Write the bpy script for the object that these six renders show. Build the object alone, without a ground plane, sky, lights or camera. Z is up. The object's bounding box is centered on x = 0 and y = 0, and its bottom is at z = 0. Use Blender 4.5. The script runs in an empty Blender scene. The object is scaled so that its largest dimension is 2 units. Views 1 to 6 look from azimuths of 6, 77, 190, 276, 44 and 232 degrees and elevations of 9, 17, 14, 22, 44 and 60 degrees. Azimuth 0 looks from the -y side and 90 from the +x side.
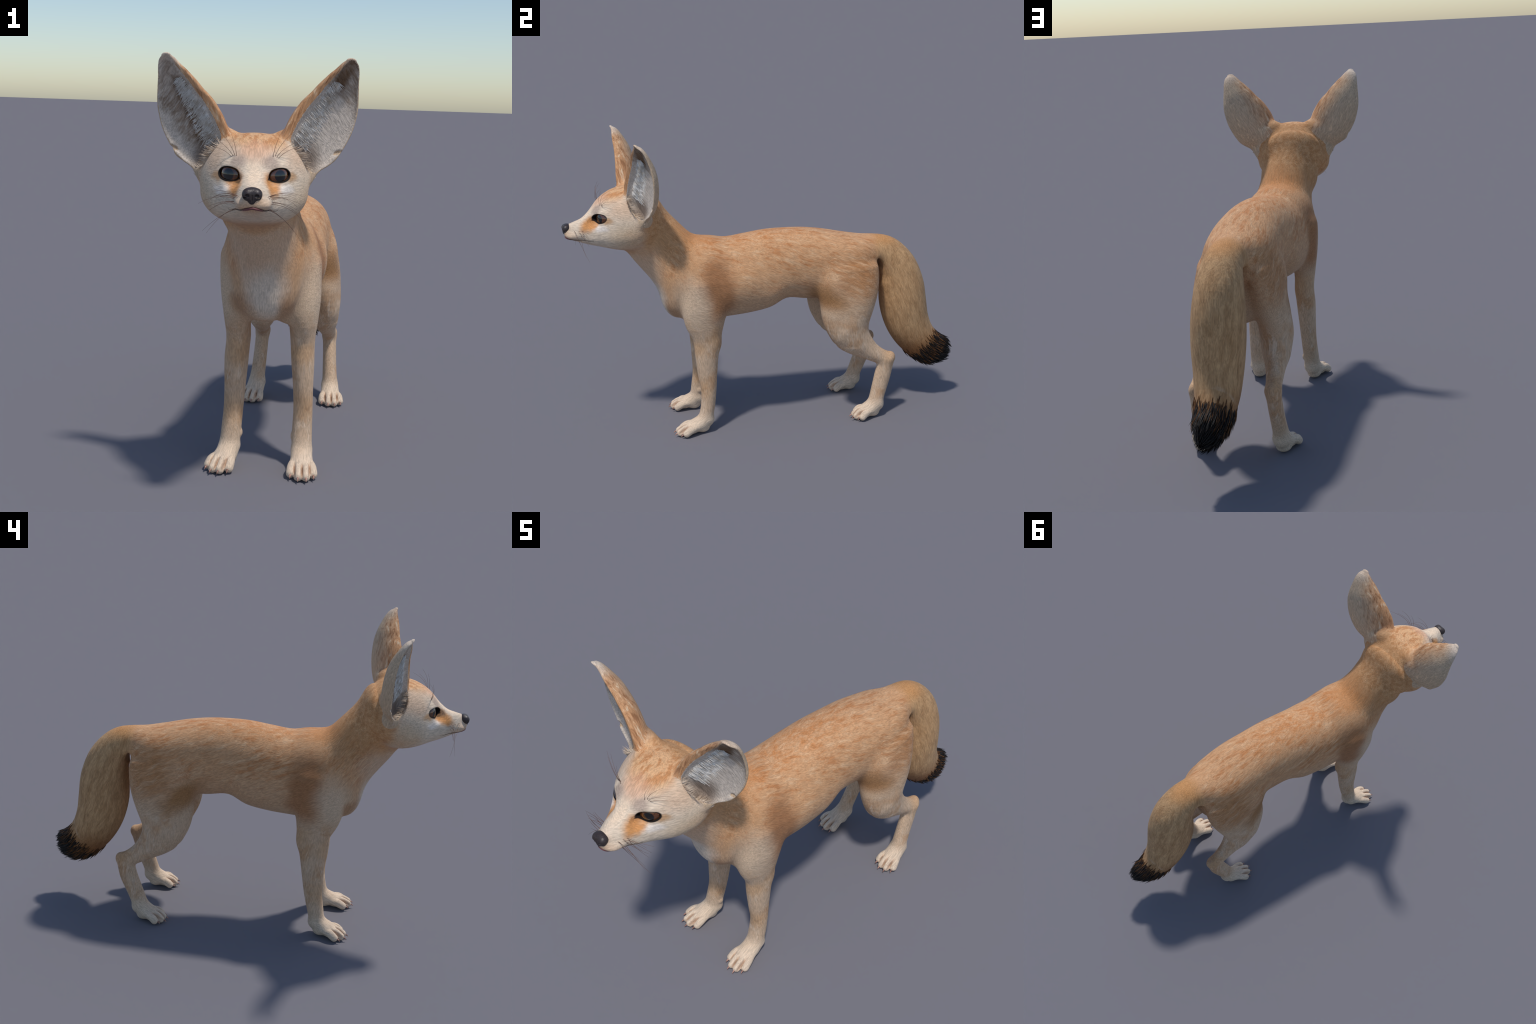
import bpy, math, random
import numpy as np

SEED = 7
rng = np.random.default_rng(SEED)
random.seed(SEED)
VOXEL = 0.0036            # cell size of the body's implicit surface

# ----------------------------------------------------------------------------------------------
# frames: the body runs along y on a slightly slanted axis, the head is turned by a few degrees
# ----------------------------------------------------------------------------------------------
HEAD_C, HEAD_YAW = np.array([0.004, -0.666]), 0.095
_n = math.hypot(1, HEAD_YAW)
HEAD_L = np.array([1, HEAD_YAW, 0]) / _n          # to the fox's left
HEAD_F = np.array([HEAD_YAW, -1, 0]) / _n         # to the front


def axis_x(y):
    return 0.040 + 0.058 * (y + 0.4) + 0.009 * np.exp(-((y - 0.20) / 0.33)**2)


def body(l, y, z):
    return np.array([axis_x(y) + l, y, z])


def head(l, f, z):
    return np.array([HEAD_C[0], HEAD_C[1], 0.0]) + l * HEAD_L + f * HEAD_F + np.array([0, 0, z])


def head_local(P):
    d = P - np.array([HEAD_C[0], HEAD_C[1], 0.0])
    return np.stack([d @ HEAD_L, d @ HEAD_F, d[..., 2]], -1)


# ----------------------------------------------------------------------------------------------
# implicit shapes
# ----------------------------------------------------------------------------------------------
def unit(v):
    return v / np.maximum(np.linalg.norm(v, axis=-1, keepdims=True), 1e-12)


def hermite(ctrl, n):
    """smooth curve through control rows (any columns; the first three are the position)"""
    C = np.asarray(ctrl, float)
    d = np.maximum(np.linalg.norm(np.diff(C[:, :3], axis=0), axis=1), 1e-6)
    s = np.r_[0, np.cumsum(d)]
    m = np.zeros_like(C)
    if len(C) > 2:
        dl = np.diff(C, axis=0) / d[:, None]
        m[1:-1] = (dl[:-1] * d[1:, None] + dl[1:] * d[:-1, None]) / (d[1:] + d[:-1])[:, None]
        m[0], m[-1] = 1.5 * dl[0] - 0.5 * m[1], 1.5 * dl[-1] - 0.5 * m[-2]
    else:
        m[:] = (C[1] - C[0]) / d[0]
    t = np.linspace(0, s[-1], n)
    i = np.clip(np.searchsorted(s, t, side="right") - 1, 0, len(d) - 1)
    u = ((t - s[i]) / d[i])[:, None]
    h = d[i][:, None]
    return (2*u**3 - 3*u**2 + 1) * C[i] + (u**3 - 2*u**2 + u) * h * m[i] + (-2*u**3 + 3*u**2) * C[i+1] + (u**3 - u**2) * h * m[i+1]


def smin(a, b, k):
    if k <= 0:
        return np.minimum(a, b)
    h = np.maximum(k - np.abs(a - b), 0) / k
    return np.minimum(a, b) - h * h * h * k / 6


def smax(a, b, k):
    return -smin(-a, -b, k)


class Tube:
    """rounded tube along a spine: rows are (point, half width, half height above, half height below)"""

    def __init__(self, rows, lateral=(1, 0, 0), n=None, power=2.0, cap=1.0, axis=None):
        rows = [np.r_[np.asarray(r[0], float), r[1:]] for r in rows]
        rows = [np.r_[r, r[4]] if len(r) == 5 else r for r in rows]
        rows = [np.r_[r, r[3], r[3]] if len(r) == 4 else r for r in rows]
        n = n or max(5, 4 * (len(rows) - 1) + 1)
        S = hermite(rows, n)
        self.C, self.R, self.power, self.cap = S[:, :3], np.maximum(S[:, 3:6], 0.002), power, cap
        T = unit(np.gradient(self.C, axis=0)) if axis is None else np.broadcast_to(unit(np.asarray(axis, float)), self.C.shape)
        self.axis = None if axis is None else T[0]
        lat = np.broadcast_to(np.asarray(lateral, float), T.shape) if np.ndim(lateral) == 1 else hermite(np.c_[[r[:3] for r in rows], lateral], n)[:, 3:6]
        L = unit(lat - (lat * T).sum(1, keepdims=True) * T)
        self.T, self.L, self.U = T, L, np.cross(L, T)
        r = self.R.max()
        self.lo, self.hi = self.C.min(0) - r, self.C.max(0) + r

    def local(self, P):
        C, n = self.C, len(self.C)
        if self.axis is not None:                      # parallel slices across a fixed axis
            prm = np.interp(P @ self.axis, C @ self.axis, np.arange(n))
            i = np.minimum(prm.astype(int), n - 2)
            w = (prm - i)[:, None]
            mix = lambda X: X[i] * (1 - w) + X[i + 1] * w
            return P - mix(C), mix(self.L), mix(self.U), mix(self.T), mix(self.R), prm / (n - 1)
        A, D = C[:-1], np.diff(C, axis=0)
        DD = (D * D).sum(1)
        best = np.full(len(P), 1e9)
        prm = np.zeros(len(P))
        for j in range(n - 1):
            off = P - A[j]
            t = np.clip(off @ D[j] / DD[j], 0, 1)
            q = off - t[:, None] * D[j]
            d2 = np.einsum("ij,ij->i", q, q)
            m = d2 < best
            best[m] = d2[m]
            prm[m] = j + t[m]
        i = np.minimum(prm.astype(int), n - 2)
        g0 = np.einsum("ij,ij->i", P - C[i], self.T[i])
        g1 = np.einsum("ij,ij->i", P - C[i + 1], self.T[i + 1])
        den = g0 - g1
        t = np.where(np.abs(den) > 1e-9, g0 / np.where(np.abs(den) > 1e-9, den, 1), prm - i)
        prm = i + np.clip(t, 0, 1)
        w = (prm - i)[:, None]
        mix = lambda X: X[i] * (1 - w) + X[i + 1] * w
        off = P - mix(C)
        return off, mix(self.L), mix(self.U), mix(self.T), mix(self.R), prm / (n - 1)

    def __call__(self, P):
        off, L, U, T, R, _ = self.local(P)
        a, b, c = (off * L).sum(1), (off * U).sum(1), (off * T).sum(1)
        rb = np.where(b > 0, R[:, 1], R[:, 2])
        rc = self.cap * np.minimum(R[:, 0], np.minimum(R[:, 1], R[:, 2]))
        p = self.power
        q = (np.abs(a / R[:, 0])**p + np.abs(b / rb)**p)**(1 / p)
        q = np.sqrt(q * q + (c / rc)**2)
        l = np.sqrt(a*a + b*b + c*c)
        reff = np.where(q > 1e-6, l / np.maximum(q, 1e-6), rc)
        return (q - 1) * np.maximum(reff, 0.0015)


class Blob:
    """ellipsoid: centre, half sizes along its own axes (columns of axes)"""

    def __init__(self, c, r, axes=None):
        self.c, self.r = np.asarray(c, float), np.asarray(r, float)
        self.A = np.eye(3) if axes is None else np.stack([unit(np.asarray(a, float)) for a in axes], 1)
        m = self.r.max()
        self.lo, self.hi = self.c - m, self.c + m

    def __call__(self, P):
        o = (P - self.c) @ self.A
        k0 = np.linalg.norm(o / self.r, axis=1)
        k1 = np.linalg.norm(o / self.r**2, axis=1)
        return np.where(k1 > 1e-9, k0 * (k0 - 1) / np.maximum(k1, 1e-9), -self.r.min())


class EarCup:
    """leaf-shaped cup between two rims; 'hollow' gives the inside of the cup, deeper towards the lateral rim"""

    def __init__(self, med, lat, depth, thick=0.0, hollow=False, front=0.0, side=1):
        M, Q = np.array(med), np.array(lat)
        W = np.linalg.norm(Q - M, axis=1) / 2
        rows = [((M[i] + Q[i]) / 2, W[i], depth[i], depth[i]) for i in range(len(M))]
        self.t = Tube(rows, lateral=Q - M, n=31)
        self.thick, self.hollow, self.front, self.side = thick, hollow, front, side
        self.lo, self.hi = self.t.lo, self.t.hi

    def __call__(self, P):
        off, L, U, T, R, s = self.t.local(P)
        a, b, c = (off * L).sum(1), (off * U).sum(1), (off * T).sum(1)
        ra, rb = R[:, 0], R[:, 1]
        if self.hollow:
            skew = 0.10 * ra
            a = a - self.side * skew
            ra = np.maximum(ra - skew - self.thick, 0.001)
            rb = np.maximum(0.36 * rb - 0.2 * self.thick, 0.001)
        rc = np.minimum(ra, rb)
        q = np.sqrt((a / ra)**2 + (b / rb)**2 + (c / rc)**2)
        l = np.sqrt(a*a + b*b + c*c)
        d = (q - 1) * np.maximum(np.where(q > 1e-6, l / np.maximum(q, 1e-6), rc), 0.001)
        return np.maximum(d, b - self.front) if self.hollow else smax(d, b - self.front, 0.010)


class Field:
    """ordered list of shapes joined with soft unions and soft cuts, each carrying a part name"""

    def __init__(self):
        self.items = []

    def add(self, shape, k=0.03, part="torso"):
        self.items.append(("+", shape, k, part))

    def cut(self, shape, k=0.01):
        self.items.append(("-", shape, k, None))

    def bounds(self, pad=0.02):
        lo = np.min([s.lo for o, s, k, p in self.items if o == "+"], 0)
        hi = np.max([s.hi for o, s, k, p in self.items if o == "+"], 0)
        return lo - pad, hi + pad

    def __call__(self, P):
        f = np.full(len(P), 0.09)
        for op, s, k, part in self.items:
            m = np.flatnonzero(((P > s.lo - k - 0.035) & (P < s.hi + k + 0.035)).all(1))
            if len(m):
                d = s(P[m])
                f[m] = smin(f[m], d, k) if op == "+" else smax(f[m], -d, k)
        return f

    def label(self, P, names):
        best, lab = np.full(len(P), 1e9), np.zeros(len(P), int)
        for op, s, k, part in self.items:
            if op == "+":
                d = np.full(len(P), 1e8)
                m = np.flatnonzero(((P > s.lo - 0.08) & (P < s.hi + 0.08)).all(1))
                d[m] = s(P[m])
                w = d < best
                best[w] = d[w]
                lab[w] = names.index(part)
        return lab


def graded(lo, hi, base, bands):
    """grid lines from lo to hi, closer together inside the bands (start, end, step)"""
    out = [lo]
    while out[-1] < hi:
        h = base
        for a, b, fine in bands:
            if a - 0.01 < out[-1] < b:
                h = min(h, fine)
        out.append(out[-1] + h)
    return np.array(out)


def polygonise(field, h, bands=((), (), ()), block=8, project=2):
    """surface nets on the cells near the surface, then Newton steps onto the exact surface"""
    lo, hi = field.bounds()
    lines = []
    for i in range(3):
        g = graded(lo[i], hi[i], h, bands[i])
        extra = (-(len(g) - 1)) % block
        lines.append(np.r_[g, g[-1] + h * np.arange(1, extra + 1)])
    n = np.array([len(g) for g in lines])
    nb = (n - 1) // block
    at = lambda idx: np.stack([lines[i][idx[..., i]] for i in range(3)], -1)
    F = np.full(n, 0.09, np.float32)
    bi = np.stack(np.meshgrid(*[np.arange(b) for b in nb], indexing="ij"), -1).reshape(-1, 3)
    p0, p1 = at(bi * block), at((bi + 1) * block)
    fc = field((p0 + p1) / 2)
    F3 = np.repeat(np.repeat(np.repeat(np.sign(fc).reshape(nb), block, 0), block, 1), block, 2).astype(np.float32) * 0.09
    F[:-1, :-1, :-1] = F3
    live = bi[np.abs(fc) < np.linalg.norm(p1 - p0, axis=1) * 0.72]
    g = np.stack(np.meshgrid(*[np.arange(block + 1)] * 3, indexing="ij"), -1).reshape(-1, 3)
    for s in range(0, len(live), 400):
        idx = (live[s:s + 400, None, :] * block + g[None]).reshape(-1, 3)
        F[idx[:, 0], idx[:, 1], idx[:, 2]] = field(at(idx))
    neg = F < 0
    cnt = np.zeros(n - 1, np.int8)
    for dx in (0, 1):
        for dy in (0, 1):
            for dz in (0, 1):
                cnt += neg[dx:n[0]-1+dx, dy:n[1]-1+dy, dz:n[2]-1+dz]
    cells = np.argwhere((cnt > 0) & (cnt < 8))
    vid = np.full(n - 1, -1, np.int32)
    vid[tuple(cells.T)] = np.arange(len(cells))
    acc, num = np.zeros((len(cells), 3)), np.zeros(len(cells))
    corners = [(a, b, c) for a in (0, 1) for b in (0, 1) for c in (0, 1)]
    for a in corners:
        for ax in range(3):
            if a[ax] == 0:
                b = list(a)
                b[ax] = 1
                fa = F[tuple((cells + a).T)]
                fb = F[tuple((cells + b).T)]
                m = (fa < 0) != (fb < 0)
                t = fa[m] / (fa[m] - fb[m])
                p = np.repeat(np.array([a], float), m.sum(), 0)
                p[:, ax] = t
                acc[m] += p
                num[m] += 1
    frac = acc / num[:, None]
    p0, p1 = at(cells), at(cells + 1)
    V = p0 + frac * (p1 - p0)
    quads = []
    for ax in range(3):
        u, v = [(1, 2), (2, 0), (0, 1)][ax]
        sl0, sl1 = [slice(None)] * 3, [slice(None)] * 3
        sl0[ax], sl1[ax] = slice(0, -1), slice(1, None)
        cross = np.argwhere(neg[tuple(sl0)] != neg[tuple(sl1)])
        ok = (cross[:, u] > 0) & (cross[:, v] > 0) & (cross[:, u] < n[u] - 1) & (cross[:, v] < n[v] - 1)
        cross = cross[ok]
        inside = neg[tuple(cross.T)]
        q = []
        for du, dv in ((-1, -1), (0, -1), (0, 0), (-1, 0)):
            c = cross.copy()
            c[:, u] += du
            c[:, v] += dv
            q.append(vid[tuple(c.T)])
        q = np.stack(q, 1)
        q[~inside] = q[~inside][:, ::-1]
        quads.append(q)
    Q = np.concatenate(quads)
    Q = Q[(Q >= 0).all(1)]
    e = 0.001
    for _ in range(project):
        f = field(V)
        G = np.stack([(field(V + e * np.eye(3)[i]) - f) / e for i in range(3)], 1)
        g2 = np.maximum((G * G).sum(1), 0.15)
        step = -(f / g2)[:, None] * G
        l = np.linalg.norm(step, axis=1, keepdims=True)
        V = V + step * np.minimum(1, 0.5 * h / np.maximum(l, 1e-9))
    return V, Q


def relax(V, Q, times=2, amount=0.5):
    """tangent-free smoothing that evens out the net"""
    E = np.concatenate([Q[:, [0, 1]], Q[:, [1, 2]], Q[:, [2, 3]], Q[:, [3, 0]]])
    for _ in range(times):
        S, c = np.zeros_like(V), np.zeros(len(V))
        for a, b in ((0, 1), (1, 0)):
            for k in range(3):
                S[:, k] += np.bincount(E[:, a], V[E[:, b], k], len(V))
            c += np.bincount(E[:, a], minlength=len(V))
        V = V * (1 - amount) + amount * S / np.maximum(c, 1)[:, None]
    return V


def vertex_normals(V, Q):
    N = np.cross(V[Q[:, 2]] - V[Q[:, 0]], V[Q[:, 3]] - V[Q[:, 1]])
    S = np.zeros_like(V)
    for j in range(4):
        for k in range(3):
            S[:, k] += np.bincount(Q[:, j], N[:, k], len(V))
    return unit(S)


# ----------------------------------------------------------------------------------------------
# the fox's body as a field of soft shapes
# ----------------------------------------------------------------------------------------------
BODY = Field()
X = np.array([1.0, 0, 0])

# torso: y, top, widest height, bottom, half width
TORSO = [(-0.46, 0.93, 0.77, 0.620, 0.125), (-0.38, 0.980, 0.78, 0.580, 0.166), (-0.28, 0.992, 0.76, 0.572, 0.176), (-0.20, 0.979, 0.745, 0.578, 0.173),
         (-0.10, 0.990, 0.74, 0.588, 0.171), (0.0, 1.003, 0.75, 0.608, 0.168), (0.09, 1.005, 0.80, 0.648, 0.158), (0.20, 1.000, 0.81, 0.634, 0.153),
         (0.30, 0.985, 0.81, 0.635, 0.155), (0.40, 0.962, 0.81, 0.660, 0.148), (0.50, 0.940, 0.82, 0.700, 0.122), (0.555, 0.925, 0.82, 0.74, 0.088)]
BODY.add(Tube([(body(0, y, m), w, t - m, m - b) for y, t, m, b, w in TORSO], power=2.25, cap=0.6, axis=(0, 1, 0)), 0.05, "torso")

# neck
NECK = [(body(-0.018, -0.60, 1.110), 0.122, 0.106, 0.162), (body(-0.014, -0.53, 1.030), 0.122, 0.105, 0.180), (body(-0.010, -0.45, 0.930), 0.136, 0.114, 0.185),
        (body(-0.005, -0.38, 0.845), 0.155, 0.125, 0.192), (body(0, -0.33, 0.78), 0.165, 0.13, 0.18)]
BODY.add(Tube(NECK, cap=0.8, power=2.0), 0.07, "neck")
BODY.add(Blob(body(0, -0.450, 0.68), (0.100, 0.075, 0.095)), 0.075, "torso")       # breast

# head: f, top, widest height, bottom, half width
HEAD = [(0.300, 1.110, 1.078, 1.042, 0.027), (0.265, 1.120, 1.070, 1.026, 0.045), (0.225, 1.135, 1.060, 1.010, 0.064), (0.19, 1.165, 1.058, 0.999, 0.085),
        (0.15, 1.211, 1.065, 0.988, 0.110), (0.10, 1.246, 1.070, 0.974, 0.146), (0.05, 1.264, 1.075, 0.964, 0.169), (0.0, 1.270, 1.08, 0.964, 0.181),
        (-0.05, 1.264, 1.09, 0.980, 0.178), (-0.10, 1.236, 1.10, 1.01, 0.155)]
BODY.add(Tube([(head(0, f, m), w, t - m, m - b) for f, t, m, b, w in HEAD], lateral=HEAD_L, power=2.25, cap=0.7, axis=-HEAD_F), 0.05, "head")

# ears: matching points of the inner (medial) and outer (lateral) rim, in head coordinates
EAR_MED = [(0.075, 0.015, 1.205), (0.100, 0.020, 1.250), (0.099, 0.026, 1.276), (0.108, 0.026, 1.305), (0.122, 0.022, 1.330), (0.148, 0.017, 1.368), (0.175, 0.013, 1.398),
           (0.202, 0.010, 1.426), (0.231, 0.009, 1.455), (0.260, 0.007, 1.486), (0.275, 0.006, 1.504), (0.289, 0.004, 1.514)]
EAR_LAT = [(0.160, -0.030, 1.105), (0.195, -0.043, 1.132), (0.235, -0.055, 1.160), (0.272, -0.064, 1.196), (0.298, -0.069, 1.238), (0.320, -0.070, 1.285), (0.330, -0.069, 1.330),
           (0.334, -0.063, 1.387), (0.332, -0.053, 1.430), (0.328, -0.038, 1.467), (0.323, -0.022, 1.492), (0.314, -0.004, 1.507)]
EAR_DEPTH = [0.055, 0.068, 0.074, 0.076, 0.075, 0.072, 0.066, 0.056, 0.043, 0.030, 0.021, 0.012]
EAR_HOLLOW = []
for side in (1, -1):
    med = [head(side * (l - 0.002), f + 0.006, z) for l, f, z in EAR_MED]
    lat = [head(side * (l + (0.010 if side > 0 else 0.006)), f + 0.005, z) for l, f, z in EAR_LAT]
    if side < 0:
        med, lat = lat, med
    BODY.add(EarCup(med, lat, EAR_DEPTH, side=side), 0.036, "ear")
    EAR_HOLLOW.append(EarCup(med[1:], lat[1:], EAR_DEPTH[1:], 0.010, hollow=True, front=0.03, side=side))

# tail
TAIL = [(body(0, 0.47, 0.875), 0.070, 0.060, 0.070), (body(0.002, 0.55, 0.872), 0.074, 0.068, 0.075), (body(0.005, 0.625, 0.845), 0.082, 0.082, 0.080),
        (body(0.006, 0.685, 0.765), 0.098, 0.105, 0.095), (body(0.008, 0.715, 0.66), 0.108, 0.122, 0.118), (body(0.010, 0.732, 0.555), 0.108, 0.122, 0.128),
        (body(0.009, 0.760, 0.450), 0.099, 0.112, 0.122), (body(0.008, 0.812, 0.355), 0.086, 0.098, 0.108), (body(0.012, 0.872, 0.290), 0.066, 0.090, 0.090),
        (body(0.020, 0.925, 0.264), 0.044, 0.082, 0.066), (body(0.023, 0.950, 0.258), 0.030, 0.072, 0.050)]
BODY.add(Tube(TAIL, cap=0.5), 0.03, "tail")


GROOVES = []


def paw(ankle, tip_dir, length, width, height, part, splay=0.17):
    """foot with four toes; returns the claw roots"""
    d = unit(np.array([tip_dir[0], tip_dir[1], 0.0]))
    s = np.array([-d[1], d[0], 0.0])
    c = np.array([ankle[0], ankle[1], 0.0])
    at = lambda f, l, z: c + d * f + s * l + np.array([0, 0, z])
    BODY.add(Tube([(at(-0.01, 0, 0.062), 0.036, 0.035), (at(0.03, 0, 0.046), 0.042, 0.036), (at(length * 0.55, 0, 0.034), width * 0.42, 0.026)], lateral=s, cap=1.0), 0.03, part)
    BODY.add(Blob(at(0.012, 0, 0.020), (0.030, 0.030, 0.020)), 0.03, part)
    BODY.add(Blob(at(length * 0.5, 0, 0.016), (0.034, 0.034, 0.015)), 0.015, part)
    roots = []
    for i, (l, reach) in enumerate(((-0.36, 0.84), (-0.125, 1.0), (0.125, 1.0), (0.36, 0.84))):
        r = 0.0190 if abs(l) < 0.2 else 0.0178
        dd = unit(d + s * l * splay * 2)
        b = at(length * 0.34, l * width * 0.80, height * 0.72)
        m = at(length * 0.70 * reach, l * width * 1.06, height * 0.56)
        e = at(length * reach - 0.020, l * width * 1.14, 0.0195)
        BODY.add(Tube([(b, r * 0.9, r * 0.8), (m, r, r * 1.16), (e, r * 0.97, r * 1.02, 0.0185)], lateral=s), 0.0075, part)
        roots.append((e + dd * 0.014 + np.array([0, 0, -0.002]), dd))
    for l in (-0.245, 0.0, 0.245):
        g = at(length * (0.92 if l == 0 else 0.86), l * width * 1.13, height * 0.70)
        GROOVES.append((g, unit(d + s * l * splay * 2), s))
    return roots


CLAWS = []
# fore limbs: rows of (x, y, z, half width, half depth)
LEFT_FORE = [(0.152, -0.325, 0.78, 0.074, 0.110, 1), (0.170, -0.330, 0.66, 0.064, 0.105, 1.15), (0.172, -0.335, 0.57, 0.055, 0.085, 1.25), (0.172, -0.336, 0.49, 0.046, 0.066, 1.1), (0.176, -0.344, 0.41, 0.0435, 0.059, 1),
             (0.181, -0.346, 0.31, 0.038, 0.049, 1), (0.184, -0.345, 0.21, 0.0365, 0.038, 1), (0.184, -0.352, 0.14, 0.038, 0.036, 1), (0.186, -0.366, 0.075, 0.038, 0.036, 1)]
RIGHT_FORE = [(-0.068, -0.325, 0.80, 0.078, 0.110, 1), (-0.080, -0.335, 0.68, 0.062, 0.100, 1.25), (-0.078, -0.330, 0.57, 0.050, 0.083, 1.30), (-0.074, -0.322, 0.49, 0.0455, 0.068, 1.1), (-0.078, -0.328, 0.41, 0.046, 0.060, 1),
              (-0.080, -0.333, 0.31, 0.041, 0.051, 1), (-0.083, -0.340, 0.21, 0.0375, 0.043, 1), (-0.087, -0.352, 0.14, 0.038, 0.040, 1), (-0.092, -0.364, 0.075, 0.038, 0.036, 1)]
BODY.add(Blob((0.172, -0.300, 0.475), (0.034, 0.034, 0.050)), 0.03, "foreleg")
BODY.add(Blob((-0.074, -0.284, 0.485), (0.034, 0.034, 0.050)), 0.03, "foreleg")
for rows, d, side in ((LEFT_FORE, (0.08, -1), 1), (RIGHT_FORE, (-0.27, -1), -1)):
    BODY.add(Tube([((x, y + 0.004, z), w, q, q * fr) for x, y, z, w, q, fr in rows], cap=0.8, power=2.15, axis=(0, 0, -1)), 0.035, "foreleg")
    x, y = rows[-1][0], rows[-1][1]
    CLAWS += [("foreleg", *c) for c in paw((x, y), d, 0.155 if side > 0 else 0.143, 0.100, 0.055, "paw")]

# hind limbs: thigh, shank and metatarsus
for side, hock, knee, foot, hip in ((1, (0.255, 0.588), (0.228, 0.355), (0.268, 0.522), 0.212), (-1, (-0.062, 0.584), (-0.052, 0.36), (-0.076, 0.508), -0.038)):
    thigh = [((axis_x(0.42) + side * 0.094, 0.42, 0.79), 0.070 if side > 0 else 0.062, 0.147, 0.125), ((hip - side * (0.01 if side > 0 else 0.015), 0.405, 0.67), 0.086 if side > 0 else 0.076, 0.152, 0.150), ((knee[0] * 0.6 + hip * 0.4, 0.395, 0.555), 0.076 if side > 0 else 0.070, 0.122, 0.142),
             ((knee[0], 0.388, 0.475), 0.060, 0.095, 0.108), ((knee[0], 0.410, 0.405), 0.046, 0.05, 0.070)]
    BODY.add(Tube(thigh, cap=0.7, axis=(0, 0, -1)), 0.045, "hindleg")
    kx, hx = knee[0], hock[0]
    shank = [((kx, 0.375, 0.485), 0.058, 0.098, 0.084), ((kx * 0.6 + hx * 0.4, 0.445, 0.402), 0.048, 0.076, 0.066), ((kx * 0.3 + hx * 0.7, 0.515, 0.345), 0.037, 0.047, 0.046), ((hx, hock[1], 0.303), 0.031, 0.040, 0.036)]
    BODY.add(Tube(shank, cap=0.9, axis=(0, 0.78, -0.62)), 0.075, "hindleg")
    BODY.add(Blob((hx, hock[1] + 0.024, 0.316), (0.020, 0.021, 0.024)), 0.02, "hindleg")
    meta = [((hx, hock[1] + 0.004, 0.305), 0.031, 0.036, 0.045), ((hx * 0.7 + foot[0] * 0.3, 0.572, 0.23), 0.031, 0.040, 0.047), ((hx * 0.4 + foot[0] * 0.6, 0.55 if side > 0 else 0.543, 0.15), 0.032, 0.036, 0.045),
            ((foot[0], foot[1] + 0.006, 0.075), 0.035, 0.032, 0.042)]
    BODY.add(Tube(meta, cap=0.9, axis=(0, -0.2, -1)), 0.03, "hindleg")
    CLAWS += [("hindleg", *c) for c in paw(foot, (0.10, -1) if side > 0 else (-0.20, -1), 0.130, 0.098, 0.055, "paw")]

# skin fold from the flank to the front of the thigh
for side in (1, -1):
    BODY.add(Blob((axis_x(0.33) + side * 0.112, 0.330, 0.720), (0.075, 0.095, 0.120)), 0.05, "hindleg")
# sides of the neck below the ears, and the fore end of the breast between the arms
for side in (1, -1):
    BODY.add(Blob(body(-0.012 + side * (0.066 if side > 0 else 0.076), -0.545, 1.015), (0.062 if side > 0 else 0.072, 0.070, 0.090)), 0.05, "neck")
    BODY.add(Blob((0.0395 + side * 0.078, -0.395, 0.628), (0.048, 0.050, 0.060)), 0.05, "torso")
BODY.add(Blob((axis_x(-0.14) + 0.102, -0.14, 0.770), (0.082, 0.150, 0.110)), 0.05, "torso")
for g, d, sd in GROOVES:
    BODY.cut(Blob(g, (0.0022, 0.040, 0.0165), (sd, unit(d - np.array([0, 0, 0.35])), unit(np.array([0, 0, 1]) + 0.35 * d))), 0.012)
for x in (0.150, -0.052):
    BODY.add(Blob((x, -0.350, 0.118), (0.008, 0.011, 0.014)), 0.015, "foreleg")      # dew toe
# buttocks between the thighs
BODY.add(Blob(body(0, 0.485, 0.69), (0.105, 0.075, 0.095)), 0.05, "torso")
BODY.add(Blob(body(-0.01, 0.455, 0.615), (0.085, 0.075, 0.062)), 0.04, "torso")

# brow, muzzle and eye sockets: the face narrows sharply in front of the cheeks
EYES = {}
for side in (1, -1):
    gaze = unit(0.54 * side * HEAD_L + 0.83 * HEAD_F + np.array([0, 0, 0.08]))
    across = unit(np.cross(np.array([0, 0, 1.0]), gaze))
    up = np.cross(gaze, across)
    tilt = 0.05 * side
    across, up = across * math.cos(tilt) + up * math.sin(tilt), up * math.cos(tilt) - across * math.sin(tilt)
    c = head(side * 0.082, 0.151, 1.141) - 0.0425 * gaze
    EYES[side] = (c, gaze, across, up)
    BODY.cut(Blob(head(side * 0.142, 0.225, 1.150), (0.060, 0.075, 0.050), (HEAD_L, HEAD_F, (0, 0, 1))), 0.05)
    BODY.cut(Blob(head(side * 0.085, 0.235, 1.165), (0.040, 0.055, 0.035), (HEAD_L, HEAD_F, (0, 0, 1))), 0.03)
    BODY.cut(Blob(c + gaze * 0.072 - across * side * 0.026 - up * 0.014, (0.036, 0.030, 0.026), (across, gaze, up)), 0.035)
    BODY.add(Blob(c, (0.0515, 0.0515, 0.050)), 0.016, "head")
    BODY.add(Blob(c + up * 0.027 + gaze * 0.026 - across * side * 0.006, (0.036, 0.020, 0.014), (across, gaze, up)), 0.018, "head")       # brow
    BODY.cut(Blob(c + gaze * 0.046 - across * side * 0.004 + up * 0.002, (0.0430, 0.045, 0.0205), (across, gaze, up)), 0.004)
# muzzle pad over the lips
for side in (1, -1):
    BODY.add(Blob(head(side * 0.026, 0.262, 1.060), (0.030, 0.046, 0.021), (HEAD_L, HEAD_F, (0, 0, 1))), 0.03, "head")


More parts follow.
